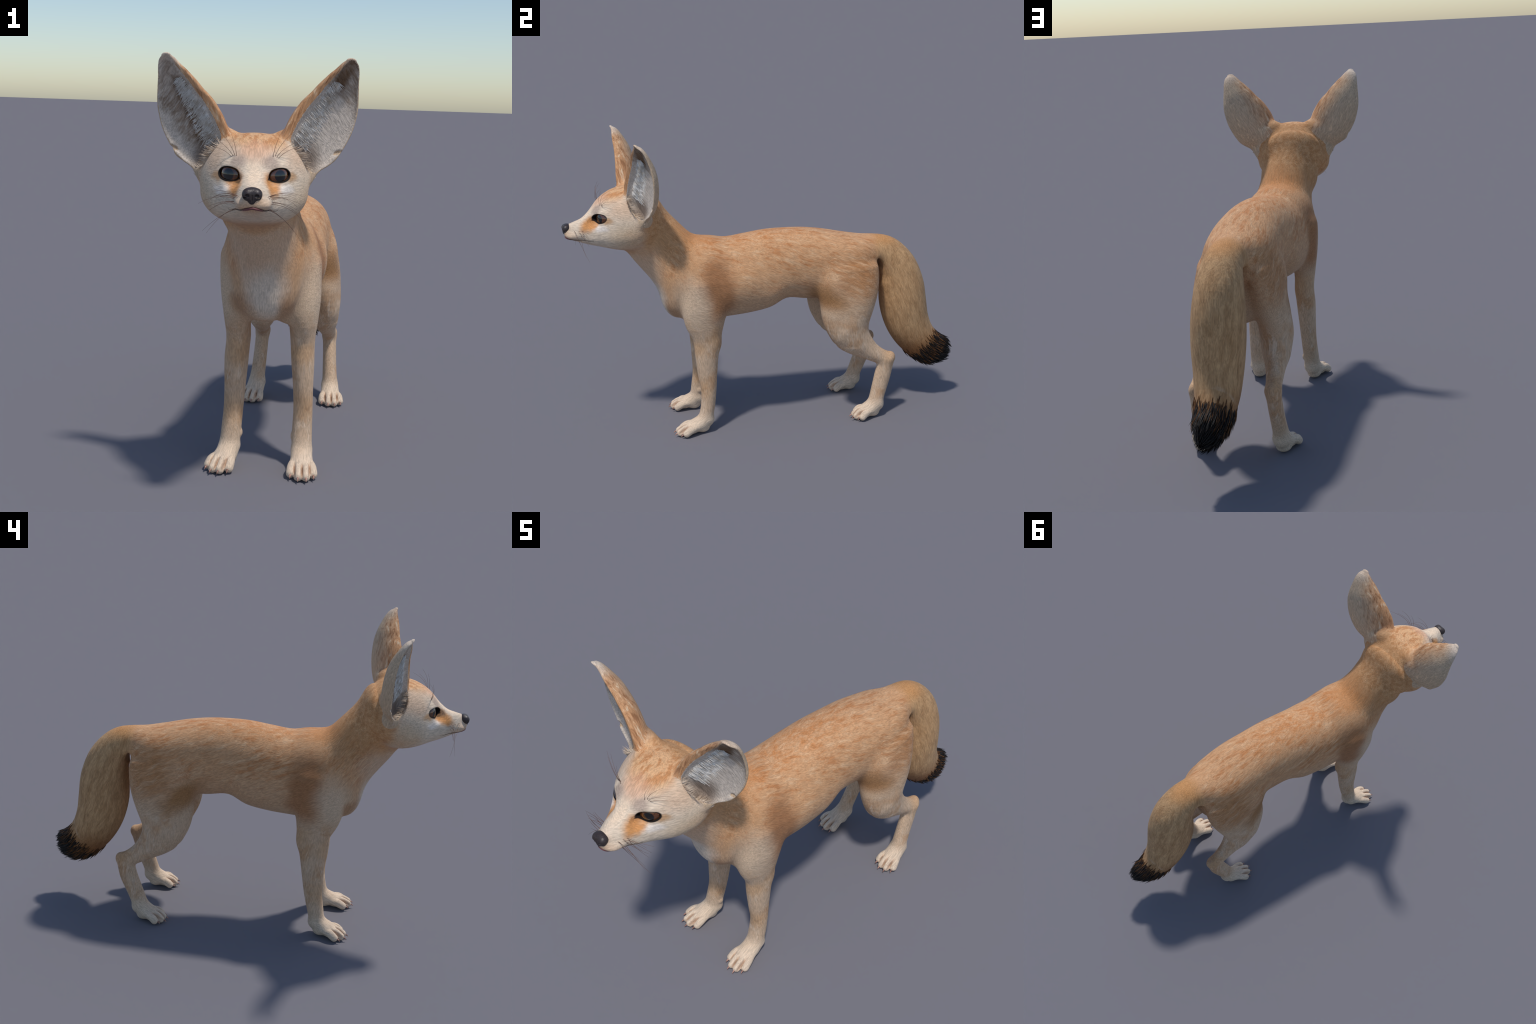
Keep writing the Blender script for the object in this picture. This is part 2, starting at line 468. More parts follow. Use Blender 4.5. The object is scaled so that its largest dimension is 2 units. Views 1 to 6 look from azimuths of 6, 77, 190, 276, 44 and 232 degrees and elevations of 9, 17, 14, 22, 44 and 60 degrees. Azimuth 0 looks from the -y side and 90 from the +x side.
def onto(P, field, steps=6):
    """move points onto the surface of a field"""
    P, e = np.array(P, float), 0.002
    for _ in range(steps):
        f = field(P)
        G = np.stack([(field(P + e * np.eye(3)[i]) - f) / e for i in range(3)], 1)
        P = P - (f / np.maximum((G * G).sum(1), 0.2))[:, None] * G
    return P, unit(G)


MOUTH = []
half = [(0.0, 0.318, 1.0495), (0.016, 0.312, 1.046), (0.032, 0.290, 1.0425), (0.046, 0.255, 1.040), (0.058, 0.222, 1.036), (0.065, 0.199, 1.035), (0.070, 0.186, 1.039)]
MOUTH = [head(-l, f, z) for l, f, z in half[:0:-1]] + [head(l, f, z) for l, f, z in half]
MOUTH, _ = onto(hermite(MOUTH, 41), BODY)
BODY.cut(Tube([(p, 0.0015 + 0.0022 * math.cos((i - 20) / 20 * 1.5)) for i, p in enumerate(MOUTH)], lateral=(0, 0, 1), n=41), 0.005)

# ear base: swelling behind the ear, and the small skin pocket on the outer rim
for side in (1, -1):
    BODY.add(Blob(head(side * 0.098, -0.030, 1.235), (0.045, 0.045, 0.045)), 0.04, "head")
    BODY.add(Blob(head(side * 0.172, -0.045, 1.132), (0.024, 0.030, 0.030)), 0.045, "ear")
BODY.cut(Blob((0.115, 0.580, 0.795), (0.20, 0.014, 0.034), ((1, 0, 0), (0, 0.95, 0.3), (0, -0.3, 0.95))), 0.03)
for side in (1, -1):
    BODY.add(Blob(head(side * 0.132, -0.052, 1.215), (0.044, 0.040, 0.052)), 0.03, "ear")
# hollows of the ears
for e in EAR_HOLLOW:
    BODY.cut(e, 0.008)
for side in (1, -1):
    BODY.add(Blob(head(side * 0.258, -0.062, 1.184), (0.020, 0.007, 0.008), (unit(0.8 * side * HEAD_L + np.array([0, 0, 0.6])), HEAD_F, unit(-0.6 * side * HEAD_L + np.array([0, 0, 0.8])))), 0.008, "ear")
    BODY.cut(Blob(head(side * 0.275, -0.050, 1.210), (0.020, 0.018, 0.0085), (unit(0.8 * side * HEAD_L + np.array([0, 0, 0.5])), HEAD_F, unit(-0.5 * side * HEAD_L + np.array([0, 0, 0.8])))), 0.006)

# ----------------------------------------------------------------------------------------------
# meshes
# ----------------------------------------------------------------------------------------------
from mathutils import Matrix, Vector

PARTS = ["torso", "neck", "head", "ear", "tail", "foreleg", "hindleg", "paw"]


def mesh_object(name, V, faces, materials, parent=None, smooth=True, normals=None, face_mat=None):
    me = bpy.data.meshes.new(name)
    V, faces = np.asarray(V, np.float32), np.asarray(faces, np.int32)
    k = faces.shape[1]
    me.vertices.add(len(V))
    me.vertices.foreach_set("co", V.ravel())
    me.loops.add(faces.size)
    me.loops.foreach_set("vertex_index", faces.ravel())
    me.polygons.add(len(faces))
    me.polygons.foreach_set("loop_start", np.arange(len(faces), dtype=np.int32) * k)
    for m in materials:
        me.materials.append(m)
    if face_mat is not None:
        me.polygons.foreach_set("material_index", np.asarray(face_mat, np.int32))
    me.polygons.foreach_set("use_smooth", np.full(len(faces), smooth))
    me.update(calc_edges=True)
    if normals is not None:
        me.normals_split_custom_set_from_vertices(normals.tolist())
    ob = bpy.data.objects.new(name, me)
    bpy.context.scene.collection.objects.link(ob)
    if parent:
        ob.parent = parent
    return ob


def hair_mesh(curves, sides=4):
    """joined tapered strands; each curve is (points, radius at each point)"""
    VV, FF, base = [], [], 0
    a = np.arange(sides) * 2 * math.pi / sides
    for P, r in curves:
        T = unit(np.gradient(P, axis=0))
        ref = np.where(np.abs(T[:, 2:3]) > 0.9, np.array([[1.0, 0, 0]]), np.array([[0, 0, 1.0]]))
        A = unit(np.cross(T, ref))
        Bn = np.cross(T, A)
        ring = P[:, None] + r[:, None, None] * (np.cos(a)[None, :, None] * A[:, None] + np.sin(a)[None, :, None] * Bn[:, None])
        n = len(P)
        VV.append(ring.reshape(-1, 3))
        i = np.arange((n - 1) * sides)
        nxt = np.where(i % sides == sides - 1, i - sides + 1, i + 1)
        FF.append(np.stack([i, nxt, nxt + sides, i + sides], 1) + base)
        base += n * sides
    return np.concatenate(VV), np.concatenate(FF)


# ----------------------------------------------------------------------------------------------
# materials
# ----------------------------------------------------------------------------------------------
def srgb(r, g, b):
    f = lambda c: (c / 255 / 12.92) if c / 255 <= 0.04045 else ((c / 255 + 0.055) / 1.055)**2.4
    return (f(r), f(g), f(b), 1.0)


class Nodes:
    """small helper that writes shader nodes as expressions"""

    def __init__(self, name, rough=0.75, spec=0.25):
        self.m = bpy.data.materials.new(name)
        self.m.use_nodes = True
        self.t = self.m.node_tree
        self.bsdf = self.t.nodes["Principled BSDF"]
        self.bsdf.inputs["Roughness"].default_value = rough
        self.bsdf.inputs["Specular IOR Level"].default_value = spec
        self.co = self.t.nodes.new("ShaderNodeTexCoord").outputs["Object"]

    def put(self, node, key, v):
        if v is None:
            return
        if isinstance(v, bpy.types.NodeSocket):
            self.t.links.new(v, node.inputs[key])
        else:
            node.inputs[key].default_value = v

    def math(self, op, a, b=None, clamp=False):
        n = self.t.nodes.new("ShaderNodeMath")
        n.operation, n.use_clamp = op, clamp
        self.put(n, 0, a)
        self.put(n, 1, b)
        return n.outputs[0]

    def vmath(self, op, a, b=None):
        n = self.t.nodes.new("ShaderNodeVectorMath")
        n.operation = op
        self.put(n, 0, a)
        self.put(n, 1, b)
        return n.outputs["Value"] if op in ("LENGTH", "DOT_PRODUCT", "DISTANCE") else n.outputs["Vector"]

    def ramp(self, v, a, b, lo=0.0, hi=1.0):
        n = self.t.nodes.new("ShaderNodeMapRange")
        n.interpolation_type = "SMOOTHSTEP"
        for k, x in zip(range(5), (v, a, b, lo, hi)):
            self.put(n, k, x)
        return n.outputs[0]

    def place(self, vec, loc, axes=None, scale=(1, 1, 1)):
        n = self.t.nodes.new("ShaderNodeMapping")
        n.vector_type = "TEXTURE"
        self.put(n, "Vector", vec)
        n.inputs["Location"].default_value = tuple(loc)
        if axes is not None:
            n.inputs["Rotation"].default_value = Matrix([list(unit(np.asarray(a, float))) for a in axes]).transposed().to_euler()
        n.inputs["Scale"].default_value = tuple(scale)
        return n.outputs[0]

    def ell(self, vec, c, r, axes=None, soft=0.5):
        """1 inside an ellipsoid, fading to 0 across 'soft' of its radius around the border"""
        d = self.vmath("LENGTH", self.place(vec, c, axes, r))
        return self.ramp(d, 1 - soft, 1 + soft, 1.0, 0.0)

    def noise(self, vec, scale=1.0, detail=3.0, rough=0.55, dist=0.0, color=False):
        n = self.t.nodes.new("ShaderNodeTexNoise")
        self.put(n, "Vector", vec)
        self.put(n, "Scale", scale)
        self.put(n, "Detail", detail)
        self.put(n, "Roughness", rough)
        self.put(n, "Distortion", dist)
        return n.outputs["Color" if color else 0]

    def mix(self, f, a, b, mode="MIX"):
        n = self.t.nodes.new("ShaderNodeMix")
        n.data_type, n.blend_type = "RGBA", mode
        self.put(n, 0, f)
        self.put(n, 6, a)
        self.put(n, 7, b)
        return n.outputs[2]

    def fmix(self, f, a, b):
        n = self.t.nodes.new("ShaderNodeMix")
        self.put(n, 0, f)
        self.put(n, 2, a)
        self.put(n, 3, b)
        return n.outputs[0]

    def wobble(self, amount, scale):
        """object coordinates shaken by noise, for ragged borders"""
        c = self.noise(self.co, scale, 3, color=True)
        c = self.vmath("SUBTRACT", c, (0.5, 0.5, 0.5))
        n = self.t.nodes.new("ShaderNodeVectorMath")
        n.operation = "SCALE"
        self.put(n, 0, c)
        n.inputs["Scale"].default_value = amount
        return self.vmath("ADD", self.co, n.outputs[0])

    def sep(self, vec):
        n = self.t.nodes.new("ShaderNodeSeparateXYZ")
        self.put(n, 0, vec)
        return n.outputs

    def both(self, a, b):
        return self.math("MAXIMUM", a, b)

    def finish(self, color, height=None, strength=0.2, distance=0.004):
        self.put(self.bsdf, "Base Color", color)
        if height is not None:
            n = self.t.nodes.new("ShaderNodeBump")
            n.inputs["Strength"].default_value = strength
            n.inputs["Distance"].default_value = distance
            self.put(n, "Height", height)
            self.put(self.bsdf, "Normal", n.outputs[0])
        return self.m


def streaks(N, direction, length, width, seed, dist=0.25):
    """hair strokes: noise drawn out along a direction"""
    d = unit(np.asarray(direction, float))
    b = unit(np.cross(d, [0.3, 0.2, 1.0] if abs(d[2]) < 0.8 else [1.0, 0.2, 0.1]))
    v = N.place(N.wob_fine, (seed, seed * 0.7, -seed), (d, b, np.cross(d, b)), (length, width, width))
    return N.noise(v, 1.0, 3.0, 0.6, dist)


H3 = (HEAD_L, HEAD_F, (0, 0, 1))


def make_fur():
    N = Nodes("fur", 0.82, 0.18)
    N.bsdf.inputs["Sheen Weight"].default_value = 0.04
    N.bsdf.inputs["Sheen Roughness"].default_value = 0.5
    N.wob_fine = N.wobble(0.03, 9.0)
    soft, big = N.wobble(0.035, 22.0), N.wobble(0.10, 6.0)
    x, y, z = N.sep(soft)
    ell = N.ell
    # regions that steer the lie of the hair
    legs = N.ramp(z, 0.62, 0.48)
    tailm = N.both(N.both(ell(soft, (0.115, 0.735, 0.58), (0.16, 0.165, 0.38), None, 0.05), ell(soft, (0.14, 0.90, 0.27), (0.14, 0.17, 0.17), None, 0.05)), N.math('MULTIPLY', ell(soft, (0.11, 0.61, 0.87), (0.12, 0.10, 0.12), None, 0.15), N.ramp(y, 0.52, 0.60)))
    headm = ell(soft, head(0, 0.03, 1.12), (0.20, 0.30, 0.19), H3, 0.20)
    neckm = ell(soft, (0.02, -0.47, 0.93), (0.22, 0.16, 0.20), None, 0.3)
    # hair strokes
    feet = N.ramp(z, 0.13, 0.08)
    chest = ell(soft, (0.04, -0.56, 0.68), (0.20, 0.14, 0.26), None, 0.25)
    left = N.ramp(N.vmath("DOT_PRODUCT", N.vmath("SUBTRACT", soft, tuple(head(0, 0, 0))), tuple(HEAD_L)), -0.02, 0.02)
    top = ell(soft, head(0, 0.10, 1.27), (0.10, 0.20, 0.10), H3, 0.3)

    def lie(L, W, seed):
        a = streaks(N, (0.05, 1.0, -0.42), L, W, seed)
        a = N.fmix(N.both(legs, chest), a, streaks(N, (0, 0.12, -1), L, W, seed + 3))
        a = N.fmix(feet, a, streaks(N, (0, -0.85, -0.5), L, W, seed + 2))
        a = N.fmix(neckm, a, streaks(N, (0, 0.62, -0.75), L, W, seed + 5))
        f = N.fmix(left, streaks(N, -0.75 * HEAD_F - 0.65 * HEAD_L, L, W, seed + 7), streaks(N, -0.75 * HEAD_F + 0.65 * HEAD_L, L, W, seed + 8))
        f = N.fmix(top, f, streaks(N, -0.70 * HEAD_F + np.array([0, 0, 0.7]), L, W, seed + 6))
        a = N.fmix(headm, a, f)
        return N.fmix(tailm, a, streaks(N, (0.02, 0.30, -0.95), L, W, seed + 9))
    fine, broad = lie(0.030, 0.0042, 1.3), lie(0.10, 0.020, 4.1)
    patch = N.noise(N.co, 9.0, 3.0, 0.6)

    sand, rust, cream = srgb(203, 155, 113), srgb(186, 127, 82), srgb(212, 171, 132)  # sand, like flank and tail below, muted towards the fox's shadowed side
    pale, white = srgb(202, 172, 143), srgb(219, 199, 176)
    # torso: sandy back with rusty and creamy strokes, paler flank and belly
    back = N.mix(N.ramp(N.math("ADD", broad, N.math("MULTIPLY", patch, 0.5)), 0.72, 0.98), sand, rust)
    back = N.mix(N.ramp(broad, 0.46, 0.28), back, cream)
    flank = N.ramp(z, 0.86, 0.66)
    col = N.mix(N.math("MULTIPLY", flank, 0.75), back, srgb(196, 160, 127))
    belly = N.ramp(z, 0.70, 0.60)
    col = N.mix(N.math("MULTIPLY", belly, 0.8), col, srgb(198, 168, 138))
    # spine line and withers a little redder
    spine = ell(big, (axis_x(-0.05), -0.10, 1.02), (0.10, 0.32, 0.10), None, 0.6)
    col = N.mix(N.math("MULTIPLY", spine, N.ramp(broad, 0.40, 0.66, 0.1, 0.75)), col, srgb(196, 134, 84))
    # shoulder: tan patch behind the pale point of the shoulder
    for sx, cx in ((1, 0.235), (-1, -0.145)):
        col = N.mix(N.math("MULTIPLY", ell(big, (cx, -0.275, 0.76), (0.10, 0.085, 0.17), None, 0.5), 0.9), col, srgb(163, 114, 77))
        col = N.mix(N.math("MULTIPLY", ell(big, (cx, -0.42, 0.70), (0.11, 0.085, 0.12), None, 0.6), 0.6), col, srgb(214, 192, 166))
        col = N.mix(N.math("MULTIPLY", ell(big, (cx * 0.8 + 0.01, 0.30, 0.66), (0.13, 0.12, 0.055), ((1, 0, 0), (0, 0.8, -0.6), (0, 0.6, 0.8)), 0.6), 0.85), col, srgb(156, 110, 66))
    # haunch strokes
    hx = 0.6
    haunch = N.both(ell(big, (0.27, 0.46, 0.77), (0.09, 0.10, 0.13), None, 0.6), ell(big, (-0.09, 0.46, 0.77), (0.09, 0.10, 0.13), None, 0.6))
    col = N.mix(N.math("MULTIPLY", haunch, N.ramp(broad, 0.30, 0.60, 0.2, 0.75)), col, srgb(174, 122, 78))
    # neck: rusty nape, greyed sides, pale throat and breast
    nape = ell(big, (0.03, -0.43, 1.03), (0.13, 0.13, 0.12), None, 0.5)
    col = N.mix(N.math("MULTIPLY", nape, 0.75), col, srgb(200, 138, 86))
    collar = ell(big, (0.02, -0.50, 0.99), (0.20, 0.085, 0.14), ((1, 0, 0), (0, 0.75, 0.66), (0, -0.66, 0.75)), 0.55)
    col = N.mix(N.math("MULTIPLY", collar, 0.55), col, srgb(178, 136, 94))
    throat = ell(big, (0.02, -0.62, 0.83), (0.13, 0.12, 0.20), ((1, 0, 0), (0, 0.8, -0.6), (0, 0.6, 0.8)), 0.45)
    col = N.mix(N.math("MULTIPLY", throat, 0.8), col, srgb(206, 178, 152))
    breast = ell(big, (0.038, -0.53, 0.70), (0.065, 0.08, 0.12), None, 0.55)
    col = N.mix(N.math("MULTIPLY", breast, 0.8), col, srgb(214, 200, 184))
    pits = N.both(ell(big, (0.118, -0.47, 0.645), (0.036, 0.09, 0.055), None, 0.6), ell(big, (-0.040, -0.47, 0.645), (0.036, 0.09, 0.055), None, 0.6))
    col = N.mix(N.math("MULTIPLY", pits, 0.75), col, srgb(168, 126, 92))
    # limbs: pale beige with tan brushings at elbow, wrist and hock, whitish feet
    limb = N.mix(N.ramp(patch, 0.48, 0.66), pale, srgb(192, 154, 120))
    limb = N.mix(N.ramp(broad, 0.48, 0.30), limb, srgb(212, 186, 160))
    col = N.mix(N.ramp(z, 0.66, 0.50), col, limb)
    for c, r in (((0.185, -0.385, 0.46), (0.06, 0.05, 0.05)), ((-0.085, -0.375, 0.45), (0.06, 0.05, 0.05)), ((0.185, -0.37, 0.25), (0.05, 0.05, 0.06)), ((-0.085, -0.37, 0.22), (0.05, 0.05, 0.06)),
                 ((0.255, 0.60, 0.33), (0.06, 0.05, 0.06)), ((-0.062, 0.60, 0.33), (0.06, 0.05, 0.06)), ((0.17, -0.29, 0.50), (0.07, 0.05, 0.09)), ((-0.075, -0.28, 0.50), (0.07, 0.05, 0.09))):
        col = N.mix(N.math("MULTIPLY", ell(big, c, r, None, 0.6), 0.5), col, srgb(192, 148, 104))
    col = N.mix(N.ramp(z, 0.15, 0.04), col, srgb(218, 195, 170))
    for g, d, sd in GROOVES:
        col = N.mix(N.math("MULTIPLY", ell(N.co, g - d * 0.004, (0.0050, 0.040, 0.022), (sd, d, (0, 0, 1)), 0.6), 0.5), col, srgb(170, 124, 94))
    # tail: dull golden, browner towards the black tip
    tl = N.mix(N.ramp(broad, 0.30, 0.74), srgb(199, 158, 114), srgb(170, 130, 90))
    tl = N.mix(N.ramp(z, 0.46, 0.26), tl, srgb(142, 94, 54))
    tl = N.mix(N.math("MULTIPLY", ell(big, (0.10, 0.60, 0.95), (0.12, 0.10, 0.07), None, 0.6), 0.6), tl, srgb(196, 136, 80))
    tipd = N.vmath("DOT_PRODUCT", N.wobble(0.05, 40.0), tuple(unit(np.array([0, 0.75, -0.66]))))
    tl = N.mix(N.ramp(tipd, 0.475, 0.545), tl, srgb(30, 24, 21))
    col = N.mix(tailm, col, tl)
    # head: sandy crown, pinkish brow, white face and cheeks
    crown = N.mix(N.ramp(broad, 0.42, 0.62), srgb(216, 170, 126), srgb(194, 138, 92))
    hd = N.mix(N.ramp(N.vmath("LENGTH", N.place(big, head(0, -0.06, 1.26), H3, (0.125, 0.235, 0.12))), 0.72, 1.15), crown, white)
    hd = N.mix(N.math("MULTIPLY", ell(soft, head(0, 0.145, 1.222), (0.055, 0.055, 0.045), H3, 0.6), 0.65), hd, srgb(216, 168, 136))
    hd = N.mix(N.math("MULTIPLY", ell(soft, head(0, 0.225, 1.150), (0.022, 0.09, 0.040), H3, 0.5), 0.9), hd, srgb(234, 208, 180))
    for s in (1, -1):
        hd = N.mix(N.math("MULTIPLY", ell(big, head(s * 0.17, 0.02, 1.05), (0.06, 0.10, 0.07), H3, 0.6), 0.55), hd, srgb(204, 174, 138))
        hd = N.mix(N.math("MULTIPLY", ell(big, head(s * 0.13, 0.07, 1.19), (0.05, 0.08, 0.05), H3, 0.6), 0.5), hd, srgb(204, 164, 132))
        dn = unit(HEAD_F - np.array([0, 0, 0.60]))
        pa = (HEAD_L, dn, np.cross(HEAD_L, dn))
        hd = N.mix(N.math("MULTIPLY", ell(soft, head(s * 0.076, 0.203, 1.116), (0.052, 0.056, 0.029), pa, 0.40), 0.9), hd, srgb(204, 138, 74))
        hd = N.mix(N.math("MULTIPLY", ell(soft, head(s * 0.052, 0.160, 1.178), (0.026, 0.030, 0.024), H3, 0.6), 0.6), hd, srgb(150, 128, 118))
        hd = N.mix(N.math("MULTIPLY", ell(soft, head(s * 0.118, 0.125, 1.132), (0.030, 0.030, 0.014), H3, 0.6), 0.75), hd, srgb(178, 132, 86))
        hd = N.mix(N.math("MULTIPLY", ell(soft, head(s * 0.105, 0.155, 1.095), (0.035, 0.035, 0.016), H3, 0.6), 0.8), hd, srgb(234, 222, 210))
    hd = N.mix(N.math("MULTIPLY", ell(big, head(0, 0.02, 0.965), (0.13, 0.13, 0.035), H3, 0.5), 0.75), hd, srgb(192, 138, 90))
    napeh = N.ramp(N.vmath("DOT_PRODUCT", big, tuple(HEAD_F)), 0.655, 0.60)
    hd = N.mix(napeh, hd, N.mix(N.ramp(broad, 0.32, 0.66), srgb(208, 160, 114), srgb(186, 134, 88)))
    col = N.mix(headm, col, hd)
    # strokes of single hairs over everything
    stroke = N.ramp(fine, 0.30, 0.70, 0.80, 1.16)
    n = N.t.nodes.new("ShaderNodeVectorMath")
    n.operation = "SCALE"
    N.put(n, 0, col)
    N.put(n, "Scale", stroke)
    col = n.outputs[0]
    # dark lid rims
    for s in (1, -1):
        c, g, a, u = EYES[s]
        col = N.mix(ell(N.co, c + g * 0.042 - a * s * 0.004 + u * 0.002, (0.0475, 0.060, 0.0246), (a, g, u), 0.07), col, srgb(26, 20, 18))
        inner = c + g * 0.036 - a * s * 0.047 - u * 0.006
        col = N.mix(ell(N.co, inner, (0.011, 0.02, 0.006), (a, g, u), 0.4), col, srgb(34, 24, 20))
    return N.finish(col, N.math("ADD", fine, N.math("MULTIPLY", broad, 0.7)), 0.35, 0.004)


def ear_axes(side):
    m, l = np.array(head(side * 0.175, 0.013, 1.398)), np.array(head(side * 0.330, -0.069, 1.330))
    top, base = head(side * 0.300, 0, 1.51), head(side * 0.145, -0.02, 1.19)
    up = unit(top - base)
    across = unit((l - m) - ((l - m) @ up) * up)
    return across, -side * np.cross(up, across), up, (top + base) / 2


def make_ear_back(side):
    N = Nodes("ear_back_fur", 0.82, 0.18)
    N.wob_fine = N.wobble(0.03, 9.0)
    big = N.wobble(0.06, 14.0)
    across, nrm, up, mid = ear_axes(side)
    fine, broad = streaks(N, up, 0.030, 0.0042, 2.2), streaks(N, up, 0.07, 0.013, 6.2)
    v = N.place(big, mid, (across, nrm, up), (0.1, 0.1, 0.19))
    a, b, u = N.sep(v)
    col = N.mix(N.ramp(a, -0.75, 0.55), srgb(200, 150, 108), srgb(198, 172, 144))
    col = N.mix(N.math("MULTIPLY", N.ramp(broad, 0.50, 0.66), N.ramp(a, 0.5, -0.4, 0.0, 0.8)), col, srgb(154, 106, 72))
    col = N.mix(N.ramp(broad, 0.45, 0.30), col, srgb(222, 192, 158))
    col = N.mix(N.ramp(u, 0.66, 1.0), col, srgb(218, 198, 178))
    n = N.t.nodes.new("ShaderNodeVectorMath")
    n.operation = "SCALE"
    N.put(n, 0, col)
    N.put(n, "Scale", N.ramp(fine, 0.30, 0.70, 0.80, 1.15))
    return N.finish(n.outputs[0], fine, 0.3, 0.004)


def make_ear_inner(side):
    N = Nodes("ear_inner_fur", 0.85, 0.12)
    N.wob_fine = N.wobble(0.02, 14.0)
    big = N.wobble(0.05, 16.0)
    across, nrm, up, mid = ear_axes(side)
    lie = unit(across - 0.55 * up)
    fine, broad = streaks(N, lie, 0.030, 0.0038, 3.2), streaks(N, lie, 0.06, 0.010, 7.2)
    v = N.place(big, mid, (across, nrm, up), (0.1, 0.1, 0.19))
    a, b, u = N.sep(v)
    col = N.mix(N.ramp(broad, 0.35, 0.65), srgb(184, 170, 156), srgb(150, 130, 112))
    dark = N.math("MULTIPLY", ell_band(N, a, 0.14, 0.42), N.ramp(u, 1.05, 0.55))
    col = N.mix(N.math("MULTIPLY", dark, 0.9), col, srgb(104, 76, 52))
    tuft = N.math("MULTIPLY", ell_band(N, a, -0.35, 0.42), N.math("MULTIPLY", N.ramp(u, 0.55, 0.15), N.ramp(u, -0.85, -0.45)))
    col = N.mix(N.math("MULTIPLY", tuft, N.ramp(broad, 0.60, 0.40, 0.5, 1.0)), col, srgb(226, 222, 216))
    col = N.mix(N.ramp(b, -0.22, -0.02), col, srgb(206, 192, 178))
    pit = N.ell(N.co, head(side * 0.175, -0.02, 1.185), (0.05, 0.05, 0.06), H3, 0.5)  # gloom of the deep ear hollow, darkened into the base colour
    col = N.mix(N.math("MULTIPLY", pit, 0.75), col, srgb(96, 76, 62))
    n = N.t.nodes.new("ShaderNodeVectorMath")
    n.operation = "SCALE"
    N.put(n, 0, col)
    N.put(n, "Scale", N.ramp(fine, 0.30, 0.70, 0.75, 1.18))
    return N.finish(n.outputs[0], N.math("ADD", fine, broad), 0.4, 0.005)


def ell_band(N, v, centre, half):
    return N.ramp(N.math("ABSOLUTE", N.math("SUBTRACT", v, centre)), half, half * 0.25)


def make_plain(name, col, rough, spec=0.5, grain=0.0, scale=60.0, bump=0.0, second=None):
    N = Nodes(name, rough, spec)
    k = N.noise(N.co, scale, 3.0, 0.6)
    c = N.mix(N.ramp(k, 0.35, 0.7), col, second) if second else N.mix(0.0, col, col)
    return N.finish(c, k if bump else None, bump, 0.002)


def make_eye():
    N = Nodes("eye_gloss", 0.04, 0.6)
    N.bsdf.inputs["Coat Weight"].default_value = 0.6
    N.bsdf.inputs["Coat Roughness"].default_value = 0.02
    x, y, z = N.sep(N.co)
    r = N.math("SQRT", N.math("ADD", N.math("MULTIPLY", x, x), N.math("MULTIPLY", y, y)))
    ang = N.math("ARCTAN2", y, x)
    n = N.t.nodes.new("ShaderNodeCombineXYZ")
    N.put(n, 0, N.math("MULTIPLY", ang, 7.0))
    N.put(n, 1, N.math("MULTIPLY", r, 60.0))
    fib = N.noise(n.outputs[0], 1.6, 3.0, 0.6)
    iris = N.mix(N.ramp(fib, 0.35, 0.65), srgb(116, 68, 36), srgb(54, 30, 17))
    col = N.mix(N.ramp(r, 0.0175, 0.0215), srgb(8, 6, 6), iris)
    col = N.mix(N.ramp(r, 0.0330, 0.0390), col, srgb(18, 12, 10))
    return N.finish(col)


fur, eye_mat = make_fur(), make_eye()
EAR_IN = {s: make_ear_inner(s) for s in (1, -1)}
nose_mat = make_plain("nose_skin", srgb(44, 36, 35), 0.42, 0.5, scale=260.0, bump=0.35, second=srgb(62, 50, 48))
lip_mat = make_plain("lip_skin", srgb(70, 44, 40), 0.5, 0.4, scale=120.0, second=srgb(50, 34, 30))
tongue_mat = make_plain("lip_pink", srgb(122, 72, 72), 0.45, 0.4, scale=120.0, second=srgb(100, 58, 58))
claw_mat = make_plain("claw_horn", srgb(186, 140, 122), 0.4, 0.5, scale=90.0, second=srgb(120, 84, 70))
whisker_mat = make_plain("whisker_hair", srgb(84, 56, 44), 0.5, 0.4, scale=30.0, second=srgb(120, 80, 60))
black_mat = make_plain("tail_black_hair", srgb(22, 19, 18), 0.6, 0.3, scale=60.0, second=srgb(40, 30, 24))
cream_mat = make_plain("ear_base_hair", srgb(222, 204, 184), 0.8, 0.15, scale=70.0, second=srgb(196, 170, 144))
pale_mat = make_plain("ear_pale_hair", srgb(236, 232, 226), 0.75, 0.2, scale=40.0, second=srgb(206, 194, 180))
brown_mat = make_plain("tail_brown_hair", srgb(120, 80, 46), 0.7, 0.2, scale=60.0, second=srgb(70, 46, 28))

# ----------------------------------------------------------------------------------------------
# assemble
# ----------------------------------------------------------------------------------------------
fox = bpy.data.objects.new("fox", None)
bpy.context.scene.collection.objects.link(fox)
fox["label"] = "slender sandy desert fox with huge ears and bushy black-tipped tail"
fox["category"] = "fox"

